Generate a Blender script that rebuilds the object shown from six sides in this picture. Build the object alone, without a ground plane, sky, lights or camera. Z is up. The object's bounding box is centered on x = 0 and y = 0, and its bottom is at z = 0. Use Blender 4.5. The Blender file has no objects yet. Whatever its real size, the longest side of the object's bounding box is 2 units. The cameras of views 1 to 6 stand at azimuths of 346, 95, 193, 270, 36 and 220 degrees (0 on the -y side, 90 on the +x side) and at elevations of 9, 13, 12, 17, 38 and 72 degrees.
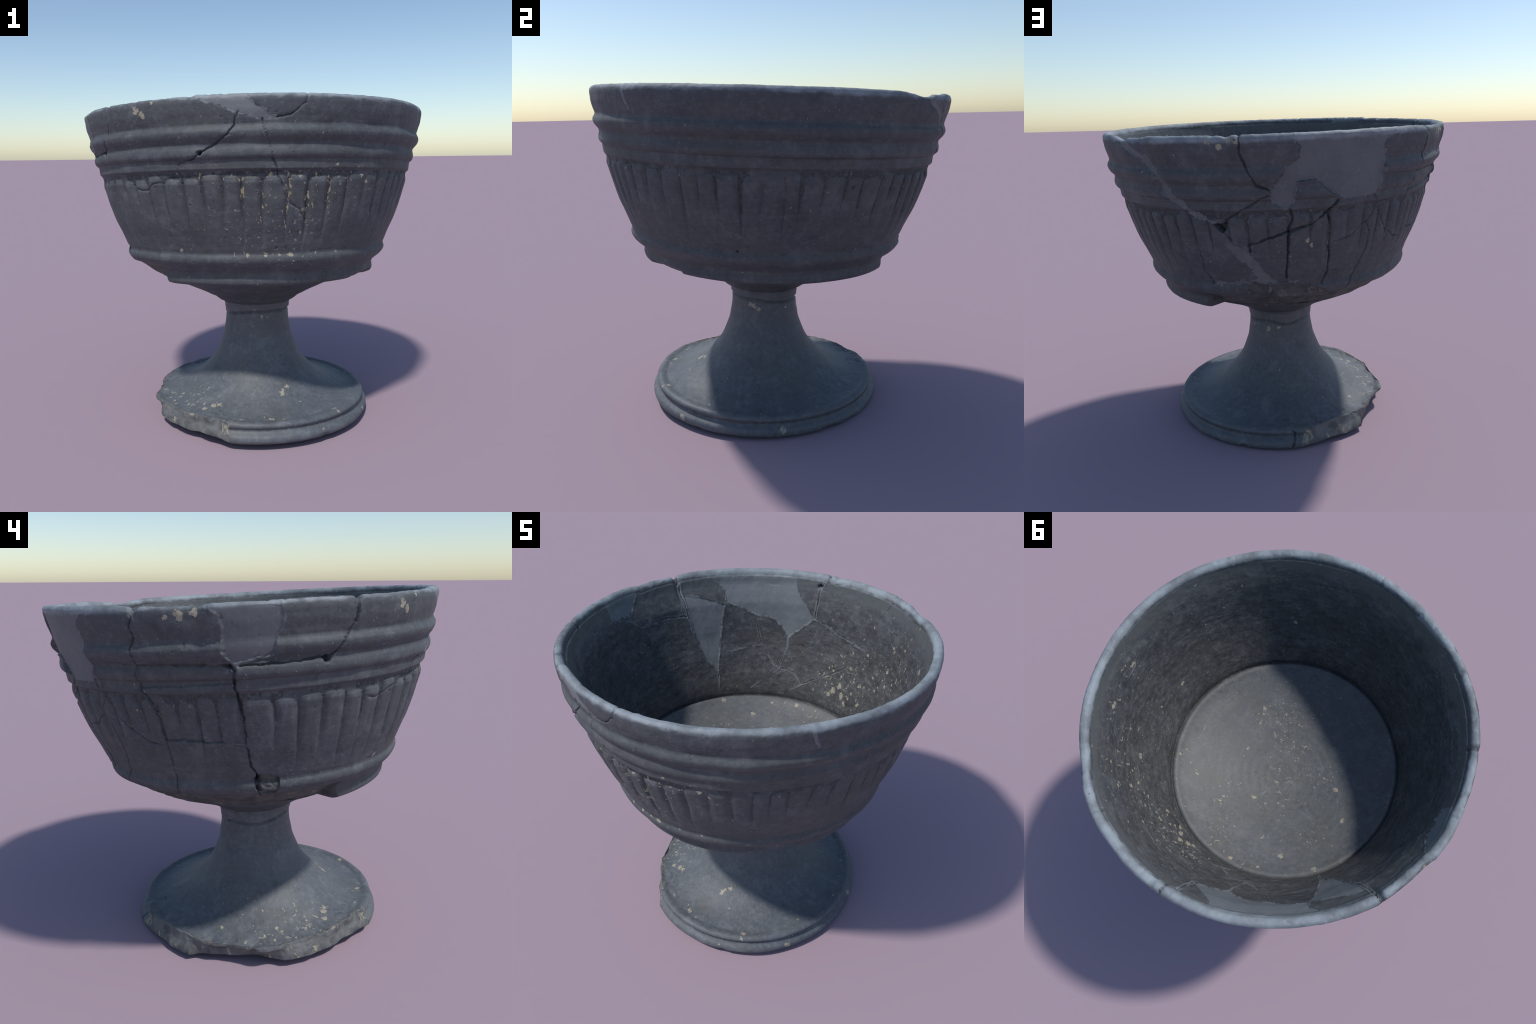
"""Restored black-ware stemmed bowl: a tilted, wheel-thrown cup with mouldings and a
tongue frieze, mended from sherds, on a flaring stem and a broken disc foot."""
import bpy, math
import numpy as np

RNG = np.random.default_rng(11)
N = 1440                                   # columns round the axis
TH = np.linspace(-180, 180, N, endpoint=False)

# ------------------------------------------------------------------ frames
def unit(v):
    v = np.asarray(v, float)
    return v / np.linalg.norm(v)

LIFT = .0055
FOOT_AXIS, FOOT_C = unit((.0087, .024, 1)), np.array((-.0065, -.079, 0.))
BOWL_AXIS, BOWL_C = unit((.0035, .054, 1)), np.array((-.0023, -.0632, .7))

def place(r, th, h):
    """point at radius r, angle th (degrees), height h along the (slightly bent) axis"""
    r, th, h = np.broadcast_arrays(*[np.asarray(a, float) for a in (r, th, h)])
    w = smooth(.58, .72, h)[..., None]
    def one(axis, c, h0):
        ex = unit(np.array((1., 0, 0)) - axis * axis[0])
        ey = np.cross(axis, ex)
        t = np.radians(th)
        return c + axis * (h - h0)[..., None] + (r * np.cos(t))[..., None] * ex + (r * np.sin(t))[..., None] * ey
    return one(FOOT_AXIS, FOOT_C, 0.) * (1 - w) + one(BOWL_AXIS, BOWL_C, .7) * w

# ------------------------------------------------------------------ small maths
def smooth(a, b, x):
    t = np.clip((x - a) / (b - a), 0, 1)
    return t * t * (3 - 2 * t)

def wrap(a):
    return (a + 180) % 360 - 180

def table(th, pairs):
    """periodic table angle -> value"""
    a = np.array(sorted(pairs))
    x = np.concatenate([a[-3:, 0] - 360, a[:, 0], a[:3, 0] + 360])
    y = np.concatenate([a[-3:, 1], a[:, 1], a[:3, 1]])
    return np.interp(th, x, y)

def value_noise(p, seed):
    """3D value noise in [-1,1], p (...,3)"""
    i = np.floor(p).astype(np.int64)
    f = p - i
    f = f * f * (3 - 2 * f)
    def hsh(dx, dy, dz):
        n = (i[..., 0] + dx) * 374761393 + (i[..., 1] + dy) * 668265263 + (i[..., 2] + dz) * 2147483647 + seed * 974634777
        n = (n ^ (n >> 13)) * 1274126177 & 0xffffffff
        n = (n ^ (n >> 16)) * 2246822519 & 0xffffffff
        return ((n ^ (n >> 15)) & 0xffff) / 32767.5 - 1
    x, y, z = f[..., 0], f[..., 1], f[..., 2]
    def lx(dy, dz):
        return hsh(0, dy, dz) * (1 - x) + hsh(1, dy, dz) * x
    return (lx(0, 0) * (1 - y) + lx(1, 0) * y) * (1 - z) + (lx(0, 1) * (1 - y) + lx(1, 1) * y) * z

def fbm(p, scale, seed, octaves=3):
    out, amp, s = 0, 1., scale
    for k in range(octaves):
        out = out + amp * value_noise(p * s, seed + k)
        amp *= .5
        s *= 2.03
    return out

def seg_dist(x, y, pts):
    """distance to a polyline"""
    best = np.full(x.shape, 9.)
    for (ax, ay), (bx, by) in zip(pts[:-1], pts[1:]):
        dx, dy = bx - ax, by - ay
        t = np.clip(((x - ax) * dx + (y - ay) * dy) / (dx * dx + dy * dy + 1e-12), 0, 1)
        best = np.minimum(best, np.hypot(x - ax - t * dx, y - ay - t * dy))
    return best

def poly_sd(x, y, pts):
    """signed distance to a polygon, positive inside"""
    inside = np.zeros(x.shape, bool)
    for (ax, ay), (bx, by) in zip(pts, pts[1:] + pts[:1]):
        c = (ay > y) != (by > y)
        inside ^= c & (x < (bx - ax) * (y - ay) / (by - ay + 1e-12) + ax)
    d = seg_dist(x, y, pts + pts[:1])
    return np.where(inside, d, -d)

# ------------------------------------------------------------------ the turned profile (h, r)
UNDERSIDE = [(.36, .002), (.355, .03), (.33, .07), (.27, .115), (.21, .18), (.155, .30), (.115, .43), (.075, .54), (.04, .60), (.013, .625), (.006, .64)]
FOOT = [(.006, .64), (.0075, .660), (.014, .678), (.026, .689), (.042, .691), (.055, .687), (.066, .675), (.075, .664), (.084, .659), (.092, .662), (.102, .668), (.113, .667), (.121, .659), (.125, .646),
        (.1235, .631), (.1185, .611), (.1195, .592), (.127, .54), (.148, .474), (.180, .414), (.218, .366), (.26, .325)]
STEM = [(.26, .325), (.30, .290), (.345, .261), (.393, .240), (.43, .226), (.465, .214), (.51, .206), (.56, .198), (.59, .196), (.62, .196), (.65, .201), (.675, .209)]
CONE = [(.675, .209), (.681, .216), (.689, .235), (.703, .253), (.718, .273), (.730, .300), (.750, .337), (.779, .40), (.809, .465), (.837, .53), (.855, .565)]
RINGS = [(.855, .565), (.861, .585), (.859, .615), (.858, .645), (.861, .673), (.869, .697), (.876, .712), (.893, .718), (.908, .717), (.924, .716), (.936, .720), (.947, .729), (.96, .744), (.975, .762), (.99, .776), (1.004, .784), (1.018, .786), (1.03, .783), (1.038, .780), (1.046, .781), (1.06, .787)]
WALL = [(1.06, .787), (1.11, .807), (1.2, .846), (1.3, .879), (1.36, .896), (1.43, .916), (1.444, .919), (1.455, .925), (1.47, .927), (1.496, .930)]
BANDS = [(1.496, .930), (1.507, .933), (1.514, .943), (1.524, .950), (1.537, .953), (1.552, .952), (1.564, .949), (1.572, .9485), (1.58, .950), (1.592, .959), (1.606, .971), (1.622, .979), (1.635, .981), (1.647, .977), (1.658, .971), (1.668, .969), (1.68, .972)]
RIM = [(1.68, .972), (1.70, .978), (1.725, .986), (1.755, .991), (1.780, .993), (1.793, .990), (1.800, .985)]
LIP = [(1.800, .985), (1.8045, .979), (1.8055, .971), (1.804, .961), (1.799, .952), (1.789, .945), (1.770, .939)]
INNER = [(1.770, .939), (1.74, .932), (1.70, .919), (1.66, .9045), (1.62, .891), (1.57, .880), (1.50, .864), (1.40, .838), (1.30, .802), (1.22, .768), (1.16, .741), (1.11, .719), (1.075, .707), (1.05, .702), (1.028, .702), (1.020, .695)]
FLOOR = [(1.020, .695), (1.033, .688), (1.034, .678), (1.010, .641), (.984, .595), (.954, .525), (.923, .45), (.893, .36), (.867, .25), (.851, .13), (.846, .002)]
SECTIONS = [("foot", UNDERSIDE, .016), ("foot", FOOT, .0046), ("stem", STEM, .0065), ("bowl_base", CONE, .0058), ("base_moulding", RINGS, .0036),
            ("fluted_wall", WALL, .0036), ("moulding_band", BANDS, .0033), ("rim", RIM, .0035), ("lip", LIP, .0035), ("bowl_interior", INNER, .0052), ("bowl_floor", FLOOR, .014)]

def resample(pts, step):
    p = np.array(pts)[:, ::-1]                   # (r, h)
    # gentle spline through the knots
    s = np.concatenate([[0], np.cumsum(np.hypot(*np.diff(p, axis=0).T))])
    n = max(3, int(round(s[-1] / step)))
    t = np.linspace(0, s[-1], n + 1)
    m = np.gradient(p, s, axis=0)
    k = np.clip(np.searchsorted(s, t, side="right") - 1, 0, len(s) - 2)
    L = s[k + 1] - s[k]
    u = ((t - s[k]) / L)[:, None]
    L = L[:, None]
    q = (2*u**3 - 3*u**2 + 1) * p[k] + (u**3 - 2*u**2 + u) * L * m[k] + (-2*u**3 + 3*u**2) * p[k+1] + (u**3 - u**2) * L * m[k+1]
    return q

rows_r, rows_h, row_part = [], [], []            # row_part labels the strip of faces above each row
for name, pts, step in SECTIONS:
    q = resample(pts, step)
    rows_r += list(q[:-1, 0]); rows_h += list(q[:-1, 1]); row_part += [name] * (len(q) - 1)
rows_r.append(.002); rows_h.append(FLOOR[-1][0])
row_part = np.array(row_part)
M = len(rows_r)
R0 = np.repeat(np.array(rows_r)[:, None], N, 1)
H0 = np.repeat(np.array(rows_h)[:, None], N, 1)
T = np.repeat(TH[None, :], M, 0)
first = {n: int(np.argmax(row_part == n)) for n in dict.fromkeys(row_part)}
i_foot = first["foot"] + len(resample(UNDERSIDE, .016)) - 1
i_cone, i_ring, i_wall, i_lip, i_in, i_floor = (first[k] for k in ("bowl_base", "base_moulding", "fluted_wall", "lip", "bowl_interior", "bowl_floor"))
R, H = R0.copy(), H0.copy()
P0 = place(R0, T, H0)
soft = fbm(P0, 3.2, 5, 2)                        # slow unevenness of hand-finished clay
grain = fbm(P0, 26., 9, 3)

# material masks painted per face region (1 = yes)
filler = np.zeros((M, N), bool)
fracture = np.zeros((M, N), bool)
pale_fill = np.zeros((M, N), bool)
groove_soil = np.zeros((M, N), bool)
tongue = np.zeros((M, N), int)

# ------------------------------------------------------------------ foot: broken half of the edge
fs = slice(0, first["stem"])
f_th, f_h, f_r = T[fs], H0[fs], R0[fs]
TOP_BREAK = [(109, .74), (112, .668), (117, .652), (124, .635), (132, .631), (140, .636), (150, .634), (160, .630), (166, .612), (174, .626), (180, .645), (-177, .648), (-171, .640), (-167, .625), (-160, .612), (-153, .612), (-145, .621), (-139, .618), (-130, .622), (-124, .630), (-119, .655), (-116, .70), (-60, .74), (0, .74), (60, .74)]
LOW_BREAK = [(109, .74), (112, .684), (120, .672), (128, .662), (137, .659), (146, .666), (149, .636), (152, .610), (160, .590), (167, .566), (176, .562), (-178, .578), (-170, .622), (-166, .646), (-159, .646), (-153, .641), (-145, .636), (-135, .627), (-129, .647), (-122, .662), (-116, .69), (-113, .74), (-60, .74), (0, .74), (60, .74)]
jag = 1.2 * value_noise(P0[fs] * 24, 3)
rb = np.where(True, table(f_th + jag, LOW_BREAK) * (1 - smooth(.03, .115, f_h)) + table(f_th + jag, TOP_BREAK) * smooth(.03, .115, f_h), 0)
rough = fbm(P0[fs], 11., 21, 3)
broken = (f_r > rb - .012) & (rb < .70)
rb2 = rb + .007 * rough
R[fs] = np.where(f_r > rb2, rb2 + .12 * (f_r - rb2), f_r)
fracture[fs] = broken & (f_h < .125)
# worn, pitted top surface beside the break
side = smooth(100, 125, np.abs(wrap(f_th - 0)) ) * smooth(.48, .62, f_r) * (f_h > .1)
H[fs] += side * .006 * fbm(P0[fs], 18., 33, 3) + .0012 * grain[fs] * (f_h > .1)
H[fs] -= (.014 * smooth(140, 160, f_th % 360) * smooth(226, 205, f_th % 360)) * smooth(.42, .60, f_r) * smooth(.085, .11, f_h)
H[fs] += smooth(.70, .655, rb) * (f_r > .5) * np.maximum(.031 + .007 * value_noise(P0[fs] * 15, 43) - H[fs], 0)   # underside of the break is lifted
# lumpy lower bead and little chips at the bearing edge
low = smooth(.07, .03, f_h) * (f_r > .58)
R[fs] += low * (.003 * soft[fs] - .012 * smooth(.35, .9, value_noise(P0[fs] * 13, 41)) * smooth(.02, .012 + .02, .06 - f_h))
R[fs] += .0025 * soft[fs] * (f_r > .5)
# joint where the edge piece at the back meets the break
d = seg_dist((f_th - 107) * .0116, f_h, [(-.05, .128), (.0, .12), (.018, .095), (.012, .06), (.0, .02)])
R[fs] -= .013 * smooth(.010, .002, d) * (f_r > .55)

# ------------------------------------------------------------------ stem: the joint below the bowl
ss = slice(first["stem"], i_cone)
s_th, s_h = T[ss], H0[ss]
JOINT = [(-176, .594), (-160, .606), (-137, .620), (-110, .629), (-81, .633), (-56, .629), (-30, .625), (-4, .622), (20, .612), (33, .604), (51, .600), (66, .602), (84, .608), (103, .590), (125, .587), (146, .604), (165, .598)]
dj = np.abs(s_h - table(s_th, JOINT) + .004 * value_noise(P0[ss] * 30, 52))
R[ss] += .0016 * soft[ss] - .012 * smooth(.010, .001, dj)
R[ss] += .0035 * smooth(.0, .012, s_h - table(s_th, JOINT)) * smooth(.66, .64, s_h)
R[ss] -= .0012 * (np.sin(s_h * 700) > .5) * smooth(.635, .645, s_h)

# ------------------------------------------------------------------ bowl, outside
bs = slice(i_cone, i_in)
th, h, r0, p = T[bs], H0[bs], R0[bs], P0[bs]
r = R[bs].copy()
row = np.arange(i_cone, i_in)[:, None]
outside = (row < i_lip + 3) * 1.
sgn = np.where((row > i_lip) & (R0[bs] < .966), -.6, 1.)              # inside of the lip a hollow means a larger radius
wob = .0035 * value_noise(p * 38, 61) + .0025 * value_noise(p * 90, 62)       # raggedness of every edge
wob2 = .0035 * value_noise(p * 38, 63) + .0025 * value_noise(p * 90, 64)
ARC = .90                                         # mean radius used to flatten angle to metres
def flat(pts, ref=0.):
    return [(math.radians(wrap(a - ref)) * ARC, b) for a, b in pts]
def local(ref):
    return np.radians(wrap(th - ref)) * ARC + wob, h + wob2
def line_dist(pts):
    ref = pts[len(pts) // 2][0]
    x, y = local(ref)
    q = flat(pts, ref)
    out = np.full(x.shape, 9.)
    a = np.array(q)
    box = (x > a[:, 0].min() - .06) & (x < a[:, 0].max() + .06) & (y > a[:, 1].min() - .06) & (y < a[:, 1].max() + .06)
    out[box] = seg_dist(x[box], y[box], q)
    return out
def area(pts):
    ref = pts[0][0]
    x, y = local(ref)
    q = flat(pts, ref)
    a = np.array(q)
    out = np.full(x.shape, -9.)
    box = (x > a[:, 0].min() - .06) & (x < a[:, 0].max() + .06) & (y > a[:, 1].min() - .06) & (y < a[:, 1].max() + .06)
    out[box] = poly_sd(x[box], y[box], q)
    return out

r += .0028 * soft[bs] * smooth(.7, .85, h)
r += table(th, [(-180, 0), (-166, .005), (-150, .006), (-135, .003), (-116, -.001), (-98, -.001), (-84, .003), (-69, .005), (-50, .003), (-40, -.001), (-20, .002), (0, .003), (14, 0), (28, .001), (40, -.001), (48, -.003), (56, .007), (64, .010), (74, .004), (82, .005), (96, .004), (120, .002), (134, -.002), (149, .002), (165, 0)]) * smooth(.9, 1.0, h)
r -= .009 * smooth(1.08, 1.16, h) * smooth(1.62, 1.50, h) * smooth(124, 132, th) * smooth(178, 172, th)
r -= .004 * smooth(1.55, 1.57, h) * smooth(1.62, 1.58, h) * smooth(138, 143, th) * smooth(160, 150, th)
r += .004 * smooth(1.45, 1.52, h) * smooth(-148, -138, th) * smooth(-98, -110, th)
# slightly ragged run of the mouldings
band = smooth(1.49, 1.53, h) * smooth(1.70, 1.66, h)
r += band * .0035 * value_noise(p * 7, 71)
r -= .006 * smooth(.0, 1., np.exp(-((wrap(th + 66) / 5.) ** 2))) * band

# --- tongue frieze: raised round-headed tongues between sunk grooves
GROOVES = [-165.9, -159.4, -152.2, -146.3, -140., -133.7, -126.6, -120., -113.7, -107.4, -101., -93.4, -87., -79.8, -73., -65.6, -59.4, -53.3, -48.2, -42.6, -35.6, -28.8, -21.8, -15.8, -10., -3.1, 3.1, 9.7, 14.6, 21.3, 28.2, 34.3, 41.7, 47.2, 52.9, 58., 63.6, 69.4, 75.3, 81.6, 88., 94., 100.4, 107., 113.6, 119.8, 127., 133., 139., 144.4, 150.8, 155.6, 161.4, 167., 172.6, 179.2, -172.4]
GROOVES = np.array(sorted(GROOVES))
g_ext = np.concatenate([GROOVES, GROOVES[:1] + 360])
wall = (h > 1.03) & (h < 1.475)
tw = th + .5 * value_noise(p * 9, 81)
tw = np.where(tw < GROOVES[0], tw + 360, tw)
cell = np.clip(np.searchsorted(g_ext, tw, side="right") - 1, 0, len(GROOVES) - 1)
left, right = g_ext[cell], g_ext[cell + 1]
half = np.radians((right - left) / 2) * r0
u = np.radians(tw - (left + right) / 2) * r0
head = 1.432 + RNG.uniform(-.014, .010, len(GROOVES))[cell]
rad = np.minimum(half, .034)
sd_side = half - np.abs(u)
sd_head = rad - np.hypot(np.maximum(np.abs(u) - (half - rad), 0), np.maximum(h - (head - rad), 0))
sd = np.where(h > head - rad, np.minimum(sd_side, sd_head), sd_side)
cut = RNG.uniform(.014, .020, len(GROOVES))
cut[(GROOVES < -85) & (GROOVES > -130)] += .004
for a, b in ((-15.8, .014), (-21.8, .014), (-28.8, .014), (-10, .021), (-3.1, .020), (-65.6, .012), (-59.4, .014), (-53.3, .015), (-48.2, .013), (3.1, .012), (9.7, .012), (75.3, .016), (107, .014), (119.8, .015), (179.2, .014), (-172.4, .014), (-165.9, .015), (-159.4, .014), (-152.2, .014), (133., .014), (139., .015), (144.4, .016), (150.8, .017), (155.6, .015), (161.4, .017), (167., .017), (127., .013)):
    cut[np.argmin(np.abs(GROOVES - a))] = b
near = np.where(u > 0, (cell + 1) % len(GROOVES), cell)
depth = cut[near]
run = RNG.uniform(1.08, 1.20, len(GROOVES))[near]
fade = smooth(run - .02, run + .20, h) * .88 + .12 * smooth(1.05, 1.1, h)
width = (.034 + .008 * value_noise(p * 6, 82)) * np.interp(h, [1.08, 1.25, 1.40], [.45, .75, 1.1])     # wedge-shaped, widest at the top
tray = np.where(sd > 0, np.clip(1 - sd / width, 0, 1) ** 1.9, 1.)
tray *= np.where(h > head - .5 * rad, .8, 1.)
ledge = smooth(1.462, 1.452, h + .003 * value_noise(p * 10, 83))
worn = .75 + .35 * value_noise(p * 5, 84)
r -= wall * ledge * fade * depth * tray * worn
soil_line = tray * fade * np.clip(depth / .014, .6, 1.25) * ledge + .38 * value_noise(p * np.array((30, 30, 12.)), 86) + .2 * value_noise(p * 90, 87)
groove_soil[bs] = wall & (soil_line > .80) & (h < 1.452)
r += wall * ledge * .0025 * smooth(0, .035, sd) * fade                        # each tongue swells a little
tongue[bs] = np.where(wall & (sd > .004) & (h < head) & (h > 1.09), cell + 1, 0)

# --- lower ring torn away over the back and left; the inner slope shows
RING_GONE = [(.80, .45), (.825, .53), (.84, .555), (.87, .587), (.898, .64), (.93, .682), (.953, .713), (.966, .742), (.975, .764)]
gone = smooth(69, 70.5, th + 1.0 * value_noise(p * 20, 91))
gone = np.where(th < -100, smooth(-145.5, -147, th + 1.0 * value_noise(p * 20, 92)), np.where(th > 0, gone, 0))
rg = np.interp(h, *np.array(RING_GONE).T) + .006 * fbm(p, 16, 93, 3)
zone = (h > .80) & (h < .972)
torn = zone & (r > rg)
r = np.where(zone, r * (1 - gone) + np.minimum(r, rg) * gone, r)
fracture[bs] |= torn & (gone > .5) & (h > .845) & (h < .955)
# chipped underside of that ring near the front right
chip = smooth(-57, -52, th) * smooth(-31, -34, th)
rc = np.interp(h, [.83, .86, .885, .905], [.60, .645, .695, .72]) + .004 * fbm(p, 20, 95, 2)
r = np.where((h > .83) & (h < .905), r * (1 - chip) + np.minimum(r, rc) * chip, r)

# --- cavity torn out of the upper ring at the back
CAVITY = [(91, 1.050), (94, 1.062), (99.7, 1.042), (107.9, 1.050), (114.9, 1.036), (119.5, 1.008), (122.5, .985), (121, .93), (112, .905), (100, .905), (92, .93), (90.5, 1.0)]
cv = area(CAVITY)
hole_r = np.interp(h, [.88, .91, .95, 1.0, 1.03, 1.05], [.63, .68, .728, .762, .774, .784]) + .009 * fbm(p, 15, 97, 4)
k = smooth(-.002, .010, cv)
r = r * (1 - k) + np.minimum(r, hole_r) * k
fracture[bs] |= cv > .003
SHELF = [(77, 1.044), (84, 1.050), (92, 1.048), (91, .95), (84, .93), (78, .96)]
k = smooth(-.004, .012, area(SHELF))
shelf_r = np.interp(h, [.92, .96, 1.0, 1.04, 1.05], [.715, .757, .780, .788, .792]) + .003 * fbm(p, 18, 98, 3)
r = r * (1 - k) + np.minimum(r, shelf_r) * k
# --- small rubble-filled break beside the big vertical joint
RUBBLE = [(-177.9, 1.074), (-178.3, 1.03), (-178.2, 1.0), (-176, .972), (-171.5, .972), (-170.4, 1.0), (-170.4, 1.05), (-171.5, 1.064)]
ra = area(RUBBLE)
k = smooth(-.001, .006, ra)
radd = np.radians(wrap(th + 177.5)) * .75
r -= k * (.014 + .012 * fbm(p, 34, 99, 3) + .020 * smooth(.02, .0, np.abs(radd)))
fracture[bs] |= ra > .002

# --- modern filler: patches without mouldings
BACK_PATCH = [(108.8, 1.84), (109.2, 1.76), (110.3, 1.74), (109.6, 1.70), (106.5, 1.655), (104.8, 1.62), (101.6, 1.555), (102.6, 1.49), (106.0, 1.462), (108.4, 1.48), (108.9, 1.56), (110, 1.592), (115.4, 1.596), (119.2, 1.53), (124.4, 1.487), (130, 1.497), (135.8, 1.500), (137.0, 1.56), (137.4, 1.68), (136.3, 1.73), (139, 1.77), (142, 1.84)]
SIDE_PATCH = [(172.2, 1.84), (173.2, 1.79), (176.0, 1.76), (176.2, 1.69), (176.0, 1.62), (177.6, 1.575), (-177.2, 1.582), (-172.2, 1.60), (-171.6, 1.655), (-170.2, 1.70), (-170.0, 1.76), (-170.6, 1.84)]
FRONT_PATCH = [(-120.8, 1.84), (-120.4, 1.793), (-117, 1.772), (-113, 1.752), (-108.2, 1.720), (-102.2, 1.688), (-97.2, 1.686), (-98.3, 1.705), (-101.0, 1.735), (-105.6, 1.785), (-105.5, 1.84)]
STREAK = [(52, 1.84), (54.2, 1.77), (62.2, 1.70), (66.6, 1.62), (68.2, 1.54), (72.8, 1.475), (76.5, 1.43), (82.2, 1.392), (84.6, 1.398), (79.5, 1.440), (75.8, 1.48), (71.4, 1.545), (69.4, 1.62), (65.4, 1.715), (56.2, 1.785), (55, 1.84)]
LOW_STREAK = [(86.2, 1.285), (90.5, 1.272), (93.5, 1.235), (96.2, 1.16), (100.5, 1.085), (104, 1.052), (112, 1.05), (111, 1.068), (101, 1.052), (86, 1.045), (78.4, 1.040), (78.6, 1.058), (92, 1.068), (95.2, 1.085), (92.2, 1.16), (88.6, 1.225)]
PLAIN = np.interp(h, [1.40, 1.46, 1.50, 1.60, 1.67, 1.74, 1.785, 1.9], [.909, .920, .928, .9475, .964, .982, .991, .991])
for pts, how in ((BACK_PATCH, 1.), (SIDE_PATCH, .75), (FRONT_PATCH, .0), (STREAK, .45), (LOW_STREAK, 0.)):
    a = area(pts)
    k = smooth(-.007, .007, a) * how * (h < 1.79) * (h > 1.44) * outside
    r = r * (1 - k) + (PLAIN + .002 * soft[bs]) * k
    r += np.where(how == 0, -.0025, .0) * smooth(-.003, .003, a)
    r += .0022 * smooth(.008, .0, np.abs(a)) * (how > 0) * outside                      # smeared edge
    filler[bs] |= a + .009 * value_noise(p * 24, 107) + .010 * value_noise(p * 85, 108) > 0
    if pts is FRONT_PATCH:
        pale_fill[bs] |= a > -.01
scratch = area([(-39.3, 1.81), (-38.2, 1.81), (-37.6, 1.75), (-36.3, 1.69), (-36.8, 1.69), (-38.5, 1.75)]) > -.002
filler[bs] |= scratch
pale_fill[bs] |= scratch
filler[bs] &= h > 1.0
filler[bs] &= ~fracture[bs]

# --- joints between sherds: (points as angle/height, half width, depth)
JOINTS = [
    ([(156.1, 1.84), (155.6, 1.77), (155.0, 1.736), (155.2, 1.691), (154.0, 1.652), (154.0, 1.601), (153.3, 1.56), (152.9, 1.533), (152.8, 1.455), (154.7, 1.406), (155.9, 1.331), (155.7, 1.235), (155.4, 1.104), (155.2, 1.02), (155, .96)], .0042, .014),
    ([(153.8, 1.578), (162.6, 1.576), (168.9, 1.573), (174.9, 1.570), (177.5, 1.565)], .0075, .016),
    ([(135.7, 1.489), (137.9, 1.445), (133.9, 1.351), (136, 1.294), (136.6, 1.199), (135.0, 1.114), (133.4, 1.052), (131., .986), (131, .95)], .0030, .009),
    ([(137.0, 1.447), (139.6, 1.385), (141.5, 1.335), (143.4, 1.294), (148.0, 1.256), (150.2, 1.228), (155.3, 1.222)], .0026, .007),
    ([(155.5, 1.245), (162.6, 1.247), (168.1, 1.236), (172.9, 1.236), (179.7, 1.216)], .0026, .007),
    ([(177.4, 1.569), (178.3, 1.549), (178.1, 1.487), (178.9, 1.417), (179.7, 1.343), (179.8, 1.227), (-179.7, 1.171), (-179.2, 1.112), (-177.6, 1.074), (-178.3, 1.02), (-177.6, .985), (-176.5, .95)], .0060, .019),
    ([(-151.9, 1.84), (-152.2, 1.739), (-153.0, 1.687), (-155.2, 1.640), (-156.8, 1.60), (-158.6, 1.570), (-161.7, 1.572), (-168.3, 1.566), (-174.3, 1.564), (179.8, 1.563)], .0045, .013),
    ([(94.2, 1.84), (94.3, 1.727), (96.6, 1.636), (98.0, 1.586), (100.7, 1.569), (101.6, 1.558)], .0052, .015),
    ([(101.6, 1.535), (99, 1.515), (95.6, 1.483), (91, 1.442), (87.6, 1.402)], .0034, .010),
    ([(94.0, 1.241), (93.7, 1.277), (99.7, 1.303), (105.9, 1.338), (114.1, 1.376), (119.0, 1.436), (122.3, 1.485)], .0062, .018),
    ([(107.6, 1.462), (108.2, 1.42), (107.0, 1.341), (106.6, 1.2), (106.2, 1.085)], .0055, .016),
    ([(119.5, 1.43), (120.4, 1.36), (120.5, 1.278), (121.6, 1.106), (119.6, 1.032)], .0062, .018),
    ([(121.6, 1.106), (125, 1.10)], .003, .008),
    ([(121.6, 1.268), (128.2, 1.290), (133.6, 1.349)], .0026, .007),
    ([(74.6, 1.45), (75.7, 1.382), (75.8, 1.284), (76.0, 1.180), (75.3, 1.119), (77.6, 1.045)], .0040, .011),
    ([(86.3, 1.345), (88.5, 1.30), (89.0, 1.283)], .0032, .009),
    ([(-107.6, 1.725), (-108.8, 1.668), (-110.5, 1.621), (-113.3, 1.593), (-115.2, 1.568), (-119.3, 1.537), (-121.0, 1.515), (-125.9, 1.497), (-126.8, 1.478), (-127.0, 1.445), (-126.6, 1.431), (-118.2, 1.436)], .0040, .012),
    ([(-126.8, 1.428), (-131.2, 1.427), (-132.9, 1.404), (-136.1, 1.404), (-138.3, 1.391), (-139.8, 1.371), (-142.6, 1.369), (-144.7, 1.378)], .0028, .007),
    ([(-88.3, 1.84), (-88.6, 1.795), (-89.2, 1.760), (-91.1, 1.732), (-93.2, 1.706), (-96.9, 1.694)], .0030, .009),
    ([(-101.2, 1.690), (-100.6, 1.649), (-99.3, 1.592), (-98.4, 1.551), (-97.7, 1.499), (-96.7, 1.456), (-96.3, 1.424), (-94.8, 1.374)], .0034, .010),
    ([(-94.0, 1.336), (-92.0, 1.291), (-89.6, 1.273), (-86.3, 1.209)], .003, .008),
    ([(-112, 1.440), (-107, 1.446), (-101, 1.444), (-97, 1.450), (-88, 1.446)], .0038, .007),
]
for pts, w, deep in JOINTS:
    d = line_dist(pts)
    vary = np.clip(.66 + .62 * value_noise(p * 13, 103) + .3 * value_noise(p * 45, 104), .10, 1.3)
    w = .78 * w * vary
    r -= sgn * .85 * deep * np.clip(vary + .35, .5, 1.1) * (1 - smooth(w * .35, w * 1.35 + .0012, d))
    r -= sgn * .0016 * (1 - smooth(w, w + .012, d))                                # rounded arrises
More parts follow.
